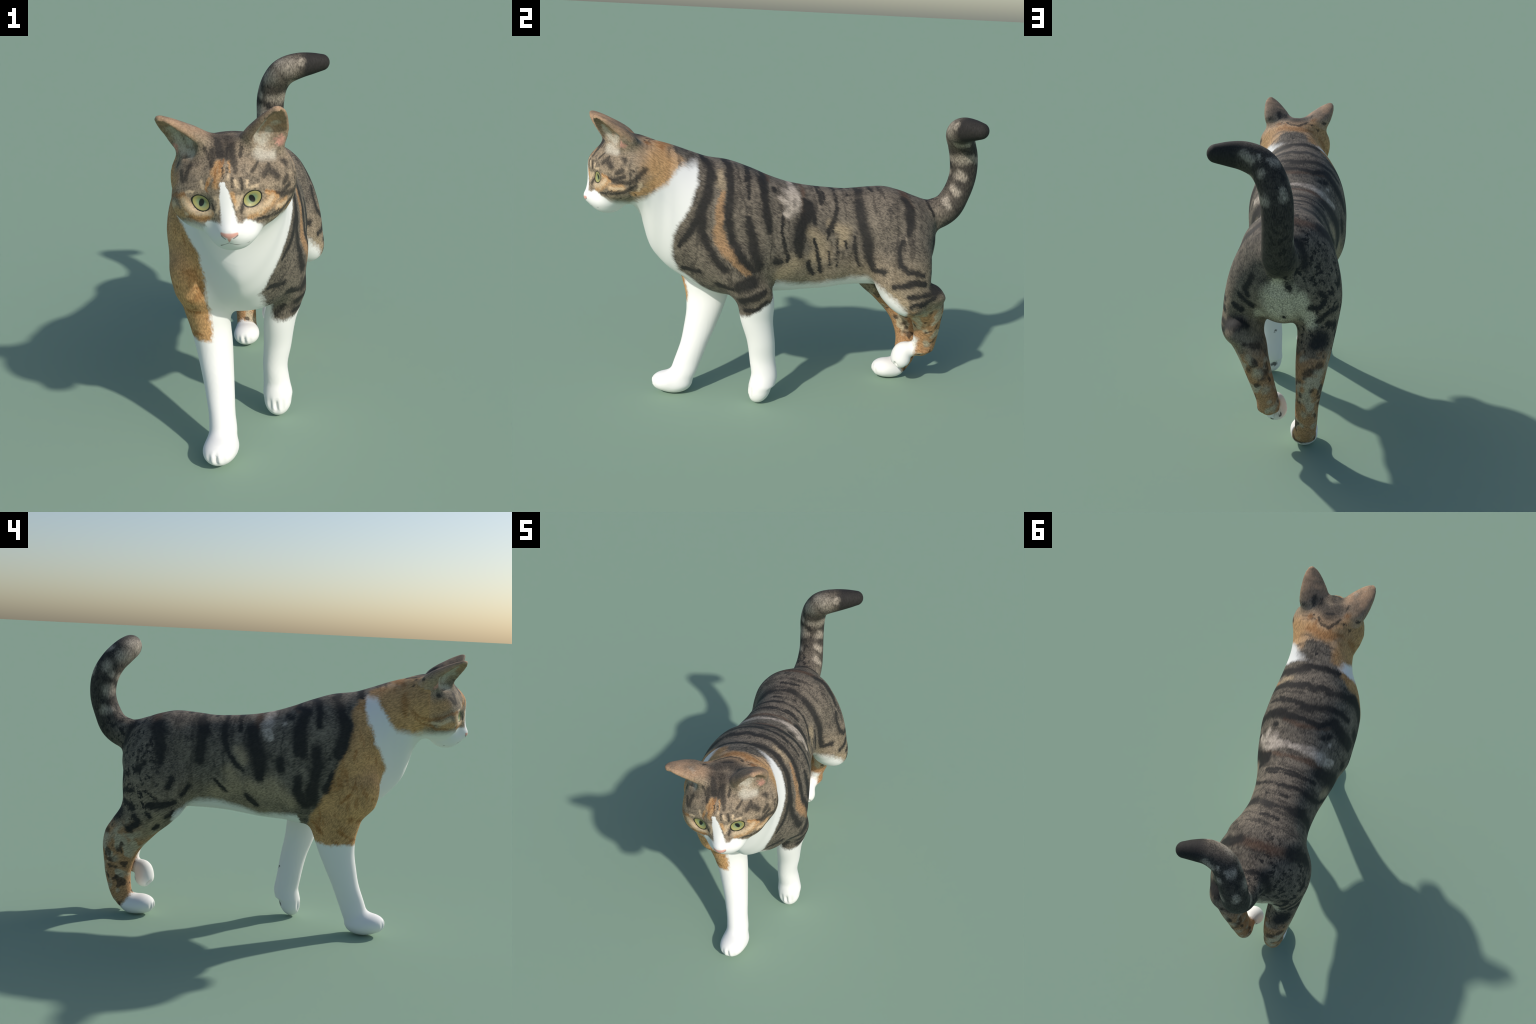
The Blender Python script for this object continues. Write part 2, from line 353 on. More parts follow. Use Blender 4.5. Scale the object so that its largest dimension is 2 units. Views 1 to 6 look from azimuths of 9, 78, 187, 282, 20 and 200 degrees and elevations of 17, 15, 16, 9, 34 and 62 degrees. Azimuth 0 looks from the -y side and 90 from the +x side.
STROKES = {}
STROKES['body_dark'] = [
    stroke((.092, -.433, 1.250, .0159), (.192, -.418, 1.186, .0178), (.247, -.450, 1.097, .0199), (.262, -.476, 1.028, .0199), (.255, -.518, .940, .0124), (.220, -.566, .857, .0081)),
    stroke((.263, -.472, 1.010, .0177), (.263, -.465, .937, .0169), (.264, -.436, .863, .0134), (.272, -.390, .800, .0157), (.272, -.352, .753, .0158)),
    stroke((.090, -.326, 1.232, .0137), (.199, -.328, 1.170, .0143), (.238, -.332, 1.114, .0156), (.261, -.347, 1.055, .0178), (.275, -.342, .976, .0178), (.279, -.317, .885, .0157), (.287, -.274, .812, .0171), (.270, -.213, .745, .0137)),
    stroke((.053, -.230, 1.208, .0102), (.167, -.236, 1.174, .0113), (.237, -.245, 1.096, .0063)),
    stroke((.269, -.247, 1.002, .0112), (.276, -.232, .930, .0171), (.275, -.214, .851, .0190), (.267, -.191, .768, .0191)),
    stroke((.130, -.168, 1.167, .0183), (.209, -.167, 1.109, .0145), (.251, -.163, 1.031, .0171), (.265, -.142, .936, .0158)),
    stroke((.210, -.071, 1.045, .0041), (.245, -.079, .959, .0064), (.249, -.071, .885, .0064), (.231, -.039, .790, .0083)),
    stroke((.135, .060, 1.057, .0093), (.168, .069, 1.007, .0255), (.217, .018, .943, .0285), (.226, .010, .869, .0240), (.217, .026, .804, .0116)),
    stroke((.161, -.538, .732, .0074), (.211, -.462, .726, .0091)),
    stroke((.243, -.102, .784, .0129), (.237, -.073, .782, .0115)),
    stroke((.155, -.110, 1.121, .0115)),
    stroke((.211, -.380, .663, .0123), (.247, -.311, .650, .0098)),
    stroke((.196, -.483, .726, .0107), (.167, -.539, .739, .0078)),
    stroke((.264, -.284, .663, .0219), (.268, -.217, .686, .0268)),
    stroke((.239, -.262, .587, .0172), (.265, -.188, .610, .0172), (.255, -.151, .626, .0123)),
    stroke((.219, -.236, .533, .0109), (.240, -.190, .534, .0109), (.244, -.137, .571, .0124)),
    stroke((.182, -.279, .567, .0100), (.152, -.255, .511, .0081)),
    stroke((.016, .353, 1.090, .0155), (.106, .334, 1.040, .0171), (.154, .346, .954, .0199), (.172, .371, .875, .0213), (.172, .388, .787, .0153), (.171, .414, .716, .0120), (.223, .458, .711, .0119)),
    stroke((.060, .221, 1.078, .0076), (.126, .219, 1.020, .0094), (.152, .208, .968, .0122), (.170, .172, .915, .0117), (.176, .164, .873, .0056)),
    stroke((.050, .139, 1.090, .0076), (.114, .149, 1.046, .0075)),
    stroke((.140, .075, 1.042, .0187), (.177, .095, .964, .0116)),
    stroke((.195, .096, .873, .0075), (.188, .122, .793, .0075), (.168, .147, .709, .0076)),
    stroke((.168, .219, .875, .0066), (.171, .222, .798, .0071), (.165, .230, .737, .0062)),
    stroke((.177, .178, .809, .0057), (.171, .189, .739, .0057)),
    stroke((.163, .309, .883, .0057), (.165, .319, .810, .0076), (.153, .348, .732, .0067)),
    stroke((.165, .260, .864, .0057), (.166, .273, .825, .0052)),
    stroke((.092, .583, 1.058, .0217), (.145, .599, 1.015, .0201), (.187, .588, .957, .0181), (.211, .574, .909, .0104)),
    stroke((.224, .543, .869, .0085), (.237, .523, .813, .0095), (.252, .533, .759, .0104), (.264, .577, .722, .0104), (.251, .660, .697, .0086)),
    stroke((.001, .734, 1.034, .0079), (.059, .741, .996, .0098), (.069, .756, .968, .0069)),
    stroke((.258, .506, .644, .0105), (.271, .580, .665, .0123), (.251, .669, .657, .0105)),
    stroke((.276, .584, .601, .0105), (.263, .665, .595, .0125), (.228, .740, .603, .0107)),
    stroke((.275, .595, .546, .0086), (.262, .669, .560, .0115), (.241, .727, .579, .0106)),
    stroke((.196, .073, .767, .0084), (.170, .103, .700, .0104)),
    stroke((-.064, -.339, 1.225, .0144), (-.162, -.388, 1.153, .0192), (-.204, -.422, 1.089, .0260), (-.232, -.411, 1.015, .0259), (-.247, -.391, .955, .0160)),
    stroke((-.091, -.257, 1.196, .0165), (-.170, -.283, 1.142, .0162), (-.210, -.292, 1.085, .0111)),
    stroke((-.250, -.290, .968, .0210), (-.260, -.296, .894, .0240), (-.261, -.280, .816, .0226), (-.244, -.268, .720, .0293)),
    stroke((-.133, -.198, 1.154, .0195), (-.189, -.186, 1.096, .0213), (-.233, -.187, 1.019, .0232), (-.253, -.195, .951, .0151)),
    stroke((-.255, -.368, .858, .0110), (-.250, -.342, .779, .0141)),
    stroke((-.265, -.199, .830, .0161), (-.261, -.201, .769, .0192), (-.238, -.243, .696, .0203)),
    stroke((-.157, .070, 1.044, .0233), (-.203, .045, .978, .0349), (-.226, .006, .922, .0358), (-.233, .001, .861, .0297), (-.230, -.001, .809, .0144)),
    stroke((-.244, -.104, .897, .0203), (-.249, -.117, .862, .0177)),
    stroke((-.125, -.120, 1.122, .0129)),
    stroke((-.187, .557, 1.030, .0306), (-.225, .542, .982, .0272), (-.250, .521, .923, .0219), (-.266, .513, .858, .0135)),
    stroke((-.097, .344, 1.074, .0170), (-.157, .324, 1.018, .0241), (-.189, .323, .942, .0240), (-.199, .328, .874, .0220)),
    stroke((-.124, .210, 1.060, .0105), (-.183, .191, .977, .0114), (-.202, .172, .908, .0093), (-.213, .130, .865, .0103), (-.219, .084, .833, .0093)),
    stroke((-.103, .140, 1.078, .0095), (-.158, .125, 1.032, .0073)),
    stroke((-.188, .234, .774, .0079), (-.172, .188, .722, .0084)),
    stroke((-.186, .070, .703, .0115), (-.173, .023, .663, .0125)),
    stroke((-.283, .571, .622, .0115), (-.277, .507, .632, .0167), (-.252, .440, .650, .0115)),
    stroke((-.269, .644, .559, .0106), (-.266, .619, .526, .0137), (-.258, .671, .484, .0149)),
    stroke((-.274, .567, .573, .0116), (-.268, .552, .557, .0095)),
    stroke((-.234, .546, .496, .0106), (-.231, .525, .509, .0106)),
    stroke((-.243, .473, .565, .0105), (-.241, .441, .599, .0095)),
    stroke((-.229, .405, .692, .0136), (-.207, .380, .727, .0131)),
    stroke((-.275, .473, .725, .0115), (-.260, .453, .777, .0104)),
    stroke((-.274, .641, .801, .0105), (-.277, .597, .842, .0094)),
    stroke((.205, -.326, 1.162, .0065), (.139, -.332, 1.216, .0080), (.067, -.337, 1.238, .0129), (.016, -.326, 1.238, .0128), (-.022, -.352, 1.238, .0128), (-.094, -.360, 1.212, .0089), (-.160, -.393, 1.156, .0120)),
    stroke((.243, -.441, 1.109, .0092), (.161, -.421, 1.214, .0065), (.087, -.450, 1.256, .0129), (.026, -.456, 1.263, .0149), (-.046, -.462, 1.249, .0109), (-.084, -.476, 1.231, .0090)),
    stroke((.187, -.249, 1.163, .0075), (.124, -.238, 1.197, .0064)),
    stroke((.044, -.219, 1.205, .0172), (-.015, -.228, 1.206, .0172), (-.098, -.262, 1.194, .0089), (-.171, -.287, 1.142, .0129)),
    stroke((.257, -.164, 1.013, .0102), (.200, -.171, 1.122, .0125), (.154, -.176, 1.160, .0139), (.091, -.150, 1.171, .0148), (.011, -.160, 1.182, .0118), (-.074, -.155, 1.165, .0147), (-.116, -.186, 1.160, .0118), (-.149, -.213, 1.147, .0148), (-.209, -.204, 1.072, .0189), (-.254, -.223, .947, .0173)),
    stroke((.160, -.108, 1.118, .0119)),
    stroke((-.146, -.136, 1.113, .0138)),
    stroke((.077, -.523, 1.286, .0065)),
    stroke((.032, -.536, 1.291, .0065)),
    stroke((.120, .135, 1.043, .0069), (.041, .134, 1.094, .0078), (-.036, .132, 1.101, .0077), (-.098, .133, 1.082, .0078)),
    stroke((.167, .191, .913, .0077), (.101, .221, 1.050, .0088), (.003, .232, 1.092, .0093), (-.071, .217, 1.087, .0099), (-.149, .211, 1.034, .0125), (-.197, .183, .931, .0102)),
    stroke((.123, .336, 1.018, .0087), (.100, .326, 1.046, .0124), (-.002, .348, 1.091, .0092), (-.100, .330, 1.072, .0110), (-.156, .302, 1.016, .0149), (-.175, .314, .982, .0162)),
    stroke((.042, .421, 1.090, .0067), (-.056, .422, 1.094, .0067)),
    stroke((.063, .282, 1.072, .0062), (-.054, .278, 1.087, .0068)),
    stroke((.097, .161, 1.061, .0063), (-.006, .151, 1.099, .0075), (-.096, .141, 1.082, .0087)),
    stroke((.003, .737, 1.033, .0084), (-.057, .727, 1.030, .0095), (-.115, .728, .988, .0108)),
    stroke((.176, .590, .977, .0209)),
    stroke((-.211, .540, 1.005, .0315)),
    stroke((.117, .749, .850, .0150), (.142, .735, .789, .0105), (.130, .739, .754, .0082)),
    stroke((.174, .724, .765, .0094), (.154, .732, .738, .0094), (.112, .733, .707, .0106)),
    stroke((.198, .718, .706, .0094), (.160, .729, .683, .0106)),
    stroke((-.097, .727, 1.006, .0229), (-.126, .756, .921, .0171)),
    stroke((-.159, .746, .719, .0116), (-.205, .735, .719, .0105), (-.232, .716, .757, .0081), (-.203, .733, .785, .0081)),
    stroke((-.196, .735, .650, .0117), (-.234, .717, .683, .0093), (-.276, .656, .701, .0095)),
    stroke((-.046, .802, .871, .0091), (-.062, .785, .812, .0103)),
    stroke((-.039, .752, .664, .0088)),
    stroke((.227, .731, .610, .0284), (.189, .755, .626, .0353), (.141, .760, .621, .0188)),
    stroke((-.183, .773, .548, .0210), (-.213, .750, .566, .0351)),
    stroke((-.236, .711, .633, .0117), (-.267, .656, .599, .0119)),
]
STROKES['leg_blotch'] = [
    stroke((.103, .811, .538, .0131), (.075, .781, .533, .0150)),
    stroke((.135, .820, .550, .0093)),
    stroke((.079, .843, .473, .0130)),
    stroke((.107, .841, .435, .0112)),
    stroke((.031, .810, .447, .0122)),
    stroke((.014, .825, .384, .0103)),
    stroke((-.155, .838, .433, .0148), (-.183, .836, .444, .0130)),
    stroke((-.129, .831, .326, .0122)),
    stroke((-.186, .844, .352, .0093)),
    stroke((-.208, .820, .327, .0103)),
    stroke((-.125, .827, .278, .0085)),
    stroke((-.209, .819, .454, .0121)),
    stroke((.086, .764, .283, .0049), (.077, .816, .282, .0049)),
    stroke((.114, .752, .348, .0064), (.119, .783, .357, .0056)),
    stroke((.240, .547, .516, .0154), (-.122, .673, .352, .0105)),
    stroke((-.109, .716, .320, .0126)),
    stroke((-.201, .712, .268, .0104)),
    stroke((-.212, .816, .336, .0104)),
    stroke((-.211, .794, .264, .0086), (-.214, .753, .260, .0076)),
    stroke((-.234, .737, .368, .0132)),
    stroke((-.219, .806, .460, .0142)),
    stroke((-.209, .773, .197, .0086), (-.206, .739, .225, .0067)),
    stroke((-.167, .698, .175, .0067)),
]
STROKES['leg_pale'] = [
    stroke((.112, .840, .490, .0158), (.097, .846, .468, .0111)),
    stroke((.068, .850, .421, .0205)),
    stroke((.033, .854, .340, .0140)),
    stroke((.004, .851, .284, .0094)),
    stroke((-.203, .834, .379, .0139), (-.186, .846, .368, .0102)),
    stroke((-.169, .845, .305, .0187)),
    stroke((-.152, .837, .223, .0150)),
    stroke((-.137, .819, .160, .0104)),
    stroke((-.219, .814, .386, .0104), (-.251, .724, .503, .0140)),
    stroke((-.224, .760, .315, .0189)),
]
STROKES['pale_patch'] = [
    stroke((.138, -.044, 1.104, .0222), (.153, -.013, 1.079, .0286), (.178, -.003, 1.047, .0276), (.218, -.048, 1.014, .0183)),
    stroke((.180, -.077, 1.086, .0130), (.195, -.018, 1.033, .0200), (.146, .012, 1.073, .0218), (.100, -.007, 1.110, .0197), (.036, -.004, 1.126, .0127), (-.034, -.013, 1.126, .0176), (-.095, -.017, 1.107, .0220), (-.150, -.013, 1.068, .0256), (-.194, -.029, 1.018, .0169)),
    stroke((-.165, -.103, 1.080, .0109)),
    stroke((-.125, -.016, 1.089, .0233), (-.167, -.017, 1.051, .0232), (-.199, -.046, 1.015, .0102)),
]
STROKES['tan_patch'] = [
    stroke((.198, .073, .917, .0232), (.187, .123, .861, .0327), (.182, .152, .801, .0329), (.192, .106, .795, .0281)),
    stroke((.160, .187, .951, .0188), (.161, .253, .912, .0283), (.166, .246, .855, .0236)),
    stroke((.165, -.369, 1.204, .0157), (.220, -.371, 1.146, .0178)),
    stroke((.217, -.005, .761, .0418), (.206, -.071, .700, .0233)),
    stroke((-.205, .119, .933, .0258), (-.218, .087, .890, .0232)),
    stroke((-.211, .099, .923, .0309)),
    stroke((-.230, -.061, .767, .0461), (-.238, -.159, .709, .0357), (-.210, .049, .754, .0362)),
    stroke((-.206, .156, .826, .0311), (-.195, .118, .748, .0364), (-.161, .250, .705, .0317)),
    stroke((.241, .497, .591, .0335), (.270, .555, .565, .0239)),
    stroke((-.257, .528, .546, .0316), (-.231, .601, .452, .0320)),
]
STROKES['red_brown'] = [
    stroke((.118, -.137, 1.156, .0128), (.038, -.119, 1.165, .0167), (-.031, -.132, 1.166, .0167), (-.133, -.168, 1.141, .0118)),
    stroke((.197, .033, .984, .0141), (.089, .048, 1.094, .0118), (-.004, .046, 1.115, .0127), (-.096, .041, 1.095, .0175), (-.159, .038, 1.048, .0196)),
    stroke((.124, .597, 1.034, .0231), (.061, .589, 1.070, .0241), (-.030, .589, 1.083, .0263), (-.130, .583, 1.063, .0264), (-.186, .561, 1.030, .0241)),
]
STROKES['orange_stripe'] = [
    stroke((.234, -.368, 1.122, .0098), (.249, -.378, 1.089, .0169), (.267, -.388, 1.020, .0195), (.273, -.390, .944, .0245), (.275, -.375, .884, .0277), (.287, -.330, .832, .0278), (.283, -.272, .769, .0190), (.273, -.237, .733, .0155)),
]
STROKES['orange_dark'] = [
    stroke((-.188, -.471, .625, .0178)),
    stroke((-.228, -.424, .721, .0101), (-.231, -.462, .766, .0070)),
    stroke((-.184, -.569, .742, .0091), (-.012, -.585, .729, .0073)),
    stroke((-.222, -.482, .979, .0070), (-.228, -.475, .944, .0060)),
    stroke((-.160, -.508, .627, .0117), (-.106, -.517, .617, .0084)),
    stroke((-.151, -.467, .520, .0096), (-.117, -.488, .519, .0071)),
    stroke((-.191, -.416, .567, .0098), (-.169, -.446, .533, .0072), (-.123, -.487, .522, .0063)),
    stroke((-.176, -.395, .497, .0108)),
    stroke((-.182, -.281, .598, .0135), (-.178, -.320, .546, .0126)),
]
STROKES['cream_rear'] = [
    stroke((-.004, .787, .839, .0229), (-.017, .785, .767, .0690), (-.028, .769, .701, .0754)),
    stroke((.072, .718, .663, .0265)),
    stroke((-.108, .769, .761, .0346), (-.131, .744, .698, .0349), (-.167, .735, .642, .0292)),
]
STROKES['tail_pale'] = [
    stroke((.151, .784, 1.437, .0122), (.156, .793, 1.454, .0081)),
    stroke((.107, .826, 1.341, .0166), (.094, .899, 1.341, .0108)),
    stroke((.044, .867, 1.264, .0190), (.058, .902, 1.259, .0190), (.057, .938, 1.263, .0144)),
    stroke((.034, .890, 1.177, .0213), (.045, .914, 1.162, .0145)),
    stroke((.022, .861, 1.110, .0145), (.047, .886, 1.080, .0137)),
    stroke((.026, .825, 1.045, .0171), (.054, .845, 1.008, .0111)),
    stroke((.047, .803, 1.437, .0247)),
    stroke((-.021, .831, 1.366, .0245)),
    stroke((-.067, .890, 1.317, .0243)),
    stroke((-.056, .865, 1.272, .0174)),
    stroke((-.069, .881, 1.182, .0244), (-.032, .863, 1.178, .0141)),
    stroke((-.088, .890, 1.080, .0209), (-.070, .854, 1.079, .0157)),
    stroke((-.006, .898, 1.411, .0176)),
    stroke((.127, .902, 1.437, .0160), (.098, .910, 1.418, .0133)),
    stroke((.007, .911, 1.411, .0213), (.028, .911, 1.421, .0106)),
    stroke((.053, .941, 1.366, .0149)),
    stroke((.027, .981, 1.257, .0169), (.046, .961, 1.252, .0106)),
    stroke((-.052, .978, 1.276, .0169), (-.045, .966, 1.311, .0106)),
    stroke((.072, .905, 1.434, .0075), (.065, .917, 1.415, .0053)),
    stroke((.092, .779, 1.419, .0353)),
    stroke((.005, .809, 1.362, .0293)),
    stroke((.051, .881, 1.260, .0233), (-.012, .849, 1.257, .0165)),
    stroke((-.059, .873, 1.191, .0201)),
    stroke((.156, .786, 1.441, .0160)),
]
STROKES['head_dark'] = [
    stroke((.047, -.914, 1.326, .0105), (.051, -.948, 1.280, .0072)),
    stroke((.110, -.896, 1.339, .0122), (.121, -.937, 1.294, .0112), (.128, -.959, 1.266, .0064)),
    stroke((.081, -.923, 1.312, .0113), (.057, -.875, 1.356, .0074)),
    stroke((.090, -.955, 1.281, .0024), (.094, -.976, 1.253, .0024)),
    stroke((.104, -.957, 1.278, .0032), (.108, -.979, 1.238, .0028)),
    stroke((.120, -.972, 1.248, .0040), (.118, -.978, 1.221, .0032)),
    stroke((.146, -.961, 1.242, .0068), (.149, -.963, 1.210, .0040)),
    stroke((.267, -.823, 1.269, .0091)),
    stroke((.265, -.864, 1.179, .0116), (.282, -.824, 1.195, .0083)),
    stroke((.146, -.963, 1.140, .0065), (.149, -.953, 1.164, .0036)),
    stroke((.056, -.971, 1.147, .0057), (.050, -.968, 1.165, .0036)),
    stroke((.266, -.821, 1.271, .0120)),
    stroke((.248, -.892, 1.187, .0043), (.267, -.859, 1.166, .0086), (.294, -.801, 1.172, .0094), (.300, -.759, 1.195, .0103), (.287, -.729, 1.230, .0111)),
    stroke((.268, -.859, 1.210, .0103), (.277, -.834, 1.221, .0111)),
    stroke((.207, -.917, 1.108, .0052), (.251, -.867, 1.111, .0052), (.269, -.817, 1.125, .0086), (.293, -.780, 1.161, .0086)),
    stroke((.240, -.836, 1.089, .0043)),
    stroke((.270, -.774, 1.115, .0052)),
    stroke((.215, -.917, 1.245, .0095), (.225, -.892, 1.274, .0086)),
    stroke((.299, -.785, 1.223, .0077)),
    stroke((.135, -.717, 1.348, .0057), (.102, -.688, 1.341, .0086), (.059, -.684, 1.337, .0100), (.029, -.707, 1.340, .0086), (.012, -.745, 1.348, .0057)),
    stroke((.095, -.751, 1.360, .0072), (.063, -.759, 1.360, .0079)),
    stroke((.150, -.798, 1.365, .0087), (.151, -.824, 1.374, .0072)),
    stroke((-.000, -.804, 1.369, .0065), (-.006, -.830, 1.381, .0050)),
    stroke((.237, -.763, 1.355, .0098)),
    stroke((.201, -.798, 1.385, .0086), (.183, -.785, 1.369, .0061)),
    stroke((.166, -.727, 1.344, .0061)),
    stroke((-.084, -.767, 1.342, .0104)),
    stroke((-.017, -.732, 1.335, .0073)),
    stroke((-.049, -.720, 1.307, .0073)),
    stroke((-.083, -.846, 1.267, .0113)),
    stroke((-.049, -.927, 1.232, .0113), (-.056, -.907, 1.255, .0085)),
    stroke((-.091, -.771, 1.342, .0075)),
    stroke((.039, -.709, 1.343, .0058)),
    stroke((.187, -.811, 1.387, .0124), (.190, -.778, 1.366, .0075)),
    stroke((.023, -.915, 1.339, .0073), (.040, -.928, 1.300, .0057)),
    stroke((.144, -.905, 1.337, .0065), (.141, -.919, 1.307, .0056)),
    stroke((.062, -.907, 1.333, .0057), (.069, -.927, 1.308, .0040)),
    stroke((.098, -.902, 1.332, .0057), (.101, -.933, 1.301, .0048)),
    stroke((.192, -.908, 1.288, .0048), (.179, -.934, 1.261, .0048)),
    stroke((.223, -.902, 1.262, .0122), (.252, -.881, 1.233, .0123)),
    stroke((-.026, -.917, 1.274, .0106), (-.042, -.929, 1.239, .0098)),
    stroke((.253, -.878, 1.127, .0041), (.219, -.908, 1.109, .0041), (.189, -.928, 1.105, .0037)),
    stroke((.266, -.843, 1.131, .0042), (.241, -.886, 1.112, .0037)),
]
STROKES['crown'] = [
    stroke((.128, -.781, 1.361, .0396), (.079, -.749, 1.359, .0430), (.052, -.804, 1.362, .0396)),
    stroke((.072, -.865, 1.354, .0450), (.084, -.917, 1.319, .0323)),
]
STROKES['head_rust'] = [
    stroke((-.073, -.922, 1.184, .0056), (-.105, -.869, 1.159, .0075), (-.109, -.819, 1.144, .0084), (-.114, -.773, 1.153, .0075), (-.106, -.719, 1.185, .0085)),
    stroke((-.028, -.933, 1.098, .0052), (-.086, -.882, 1.103, .0066), (-.095, -.845, 1.102, .0071), (-.103, -.821, 1.119, .0061), (-.099, -.774, 1.121, .0057), (-.112, -.740, 1.153, .0056)),
    stroke((-.069, -.828, 1.077, .0071)),
    stroke((-.069, -.683, 1.260, .0114), (-.091, -.683, 1.214, .0113), (-.101, -.697, 1.159, .0085)),
    stroke((.048, -.671, 1.330, .0126), (.039, -.634, 1.319, .0078)),
    stroke((-.046, -.942, 1.189, .0057), (-.072, -.923, 1.176, .0062)),
    stroke((-.038, -.938, 1.117, .0066), (-.004, -.945, 1.104, .0074), (.027, -.953, 1.108, .0061), (.048, -.966, 1.133, .0049)),
    stroke((.069, -.953, 1.281, .0040), (.067, -.977, 1.237, .0040)),
    stroke((.079, -.941, 1.295, .0040), (.084, -.967, 1.268, .0036)),
    stroke((.040, -.968, 1.227, .0056)),
    stroke((.220, -.921, 1.196, .0032), (.248, -.892, 1.185, .0041)),
    stroke((.169, -.653, 1.317, .0162), (.124, -.644, 1.326, .0179), (.066, -.631, 1.323, .0207), (.017, -.655, 1.316, .0179), (-.017, -.669, 1.303, .0143)),
    stroke((.181, -.718, 1.337, .0144)),
    stroke((-.018, -.777, 1.358, .0143)),
    stroke((.138, -.649, 1.325, .0155), (.135, -.698, 1.341, .0088)),
    stroke((.070, -.964, 1.267, .0032), (.076, -.981, 1.222, .0028)),
    stroke((.035, -.967, 1.210, .0040), (.039, -.968, 1.202, .0032)),
    stroke((.091, -.936, 1.300, .0032), (.085, -.955, 1.281, .0032)),
]
STROKES['head_orange'] = [
    stroke((.062, -.965, 1.263, .0136), (.071, -.943, 1.291, .0104), (.087, -.967, 1.268, .0096), (.067, -.979, 1.225, .0104)),
    stroke((-.051, -.940, 1.174, .0164), (-.027, -.948, 1.130, .0148), (.009, -.948, 1.105, .0148), (.043, -.963, 1.130, .0114)),
    stroke((.237, -.906, 1.167, .0204), (.206, -.927, 1.131, .0147), (.171, -.943, 1.118, .0106)),
    stroke((.119, -.979, 1.197, .0080), (.133, -.973, 1.163, .0064)),
    stroke((-.089, -.882, 1.218, .0328), (-.111, -.815, 1.196, .0515), (-.117, -.746, 1.206, .0563), (-.112, -.796, 1.148, .0422), (-.107, -.731, 1.143, .0424)),
    stroke((-.069, -.628, 1.238, .0428), (-.099, -.635, 1.174, .0379), (-.103, -.667, 1.129, .0284)),
    stroke((-.056, -.931, 1.124, .0170), (-.097, -.881, 1.124, .0235)),
    stroke((-.088, -.881, 1.224, .0125)),
    stroke((.208, -.655, 1.292, .0393), (.261, -.680, 1.239, .0475), (.225, -.634, 1.255, .0392), (.260, -.658, 1.186, .0304), (.277, -.706, 1.163, .0259)),
    stroke((.255, -.880, 1.140, .0155), (.270, -.838, 1.143, .0155)),
    stroke((.279, -.723, 1.137, .0173), (.270, -.782, 1.117, .0130)),
    stroke((.176, -.675, 1.322, .0216), (.107, -.640, 1.327, .0322), (.049, -.638, 1.322, .0321), (.004, -.673, 1.317, .0322), (-.028, -.741, 1.336, .0287)),
    stroke((.217, -.633, 1.265, .0217)),
    stroke((.047, -.967, 1.243, .0064), (.035, -.966, 1.214, .0056)),
    stroke((.108, -.940, 1.295, .0040), (.111, -.964, 1.267, .0040)),
    stroke((.223, -.918, 1.191, .0081), (.252, -.888, 1.172, .0098)),
]
STROKES['head_cream'] = [
    stroke((.147, -.959, 1.188, .0048), (.136, -.970, 1.162, .0048)),
    stroke((.165, -.950, 1.134, .0089), (.195, -.935, 1.139, .0081), (.222, -.919, 1.154, .0090), (.237, -.906, 1.172, .0073)),
    stroke((.164, -.951, 1.236, .0040), (.162, -.955, 1.216, .0032)),
    stroke((.018, -.956, 1.235, .0048), (.022, -.962, 1.213, .0044)),
    stroke((-.047, -.943, 1.167, .0090), (-.022, -.950, 1.139, .0090), (.008, -.954, 1.132, .0073), (.041, -.963, 1.132, .0073)),
    stroke((.065, -.978, 1.184, .0056)),
    stroke((.108, -.970, 1.260, .0032), (.108, -.977, 1.245, .0032)),
    stroke((.127, -.970, 1.244, .0032), (.134, -.971, 1.220, .0036)),
    stroke((.194, -.937, 1.216, .0048), (.171, -.949, 1.211, .0032)),
    stroke((.238, -.905, 1.167, .0039), (.199, -.929, 1.124, .0035)),
    stroke((.253, -.884, 1.139, .0060), (.270, -.834, 1.139, .0060)),
    stroke((.295, -.750, 1.166, .0060), (.283, -.766, 1.133, .0043)),
    stroke((-.084, -.911, 1.149, .0075), (-.102, -.871, 1.129, .0066), (-.107, -.825, 1.133, .0047)),
    stroke((-.040, -.940, 1.123, .0057)),
    stroke((.078, -.982, 1.181, .0040), (.067, -.976, 1.138, .0048)),
    stroke((-.009, -.955, 1.203, .0032), (-.036, -.946, 1.197, .0033)),
    stroke((.137, -.969, 1.187, .0048), (.132, -.974, 1.150, .0040)),
]
STROKES['muzzle_white'] = [
    stroke((.092, -.982, 1.230, .0088), (.097, -.983, 1.186, .0176), (.101, -.985, 1.145, .0221), (.109, -.994, 1.102, .0281)),
    stroke((.043, -.953, 1.081, .0246), (.079, -.990, 1.075, .0283), (.133, -.993, 1.076, .0322), (.163, -.955, 1.074, .0252)),
    stroke((.101, -.963, 1.023, .0164), (.056, -.947, 1.028, .0124), (.142, -.961, 1.033, .0123)),
    stroke((.181, -.931, 1.081, .0123)),
    stroke((.161, -.955, 1.085, .0264), (.189, -.916, 1.064, .0219), (.183, -.882, 1.040, .0220)),
    stroke((.032, -.940, 1.058, .0241), (.023, -.895, 1.036, .0241), (.044, -.847, 1.026, .0146)),
]
STROKES['nose_pink'] = [
    stroke((.083, -.994, 1.072, .0057), (.109, -1.001, 1.066, .0105), (.133, -.993, 1.072, .0056)),
    stroke((.108, -.996, 1.056, .0065), (.106, -.986, 1.045, .0024)),
]
STROKES['mouth_line'] = [
    stroke((-.009, -.724, .968, .0018), (.074, -.956, 1.024, .0021), (.104, -.980, 1.040, .0016), (.126, -.966, 1.030, .0020), (.163, -.937, 1.031, .0016)),
    stroke((.083, -.991, 1.065, .0028), (.095, -.993, 1.055, .0024)),
    stroke((.134, -.990, 1.067, .0028), (.122, -.994, 1.058, .0024)),
]
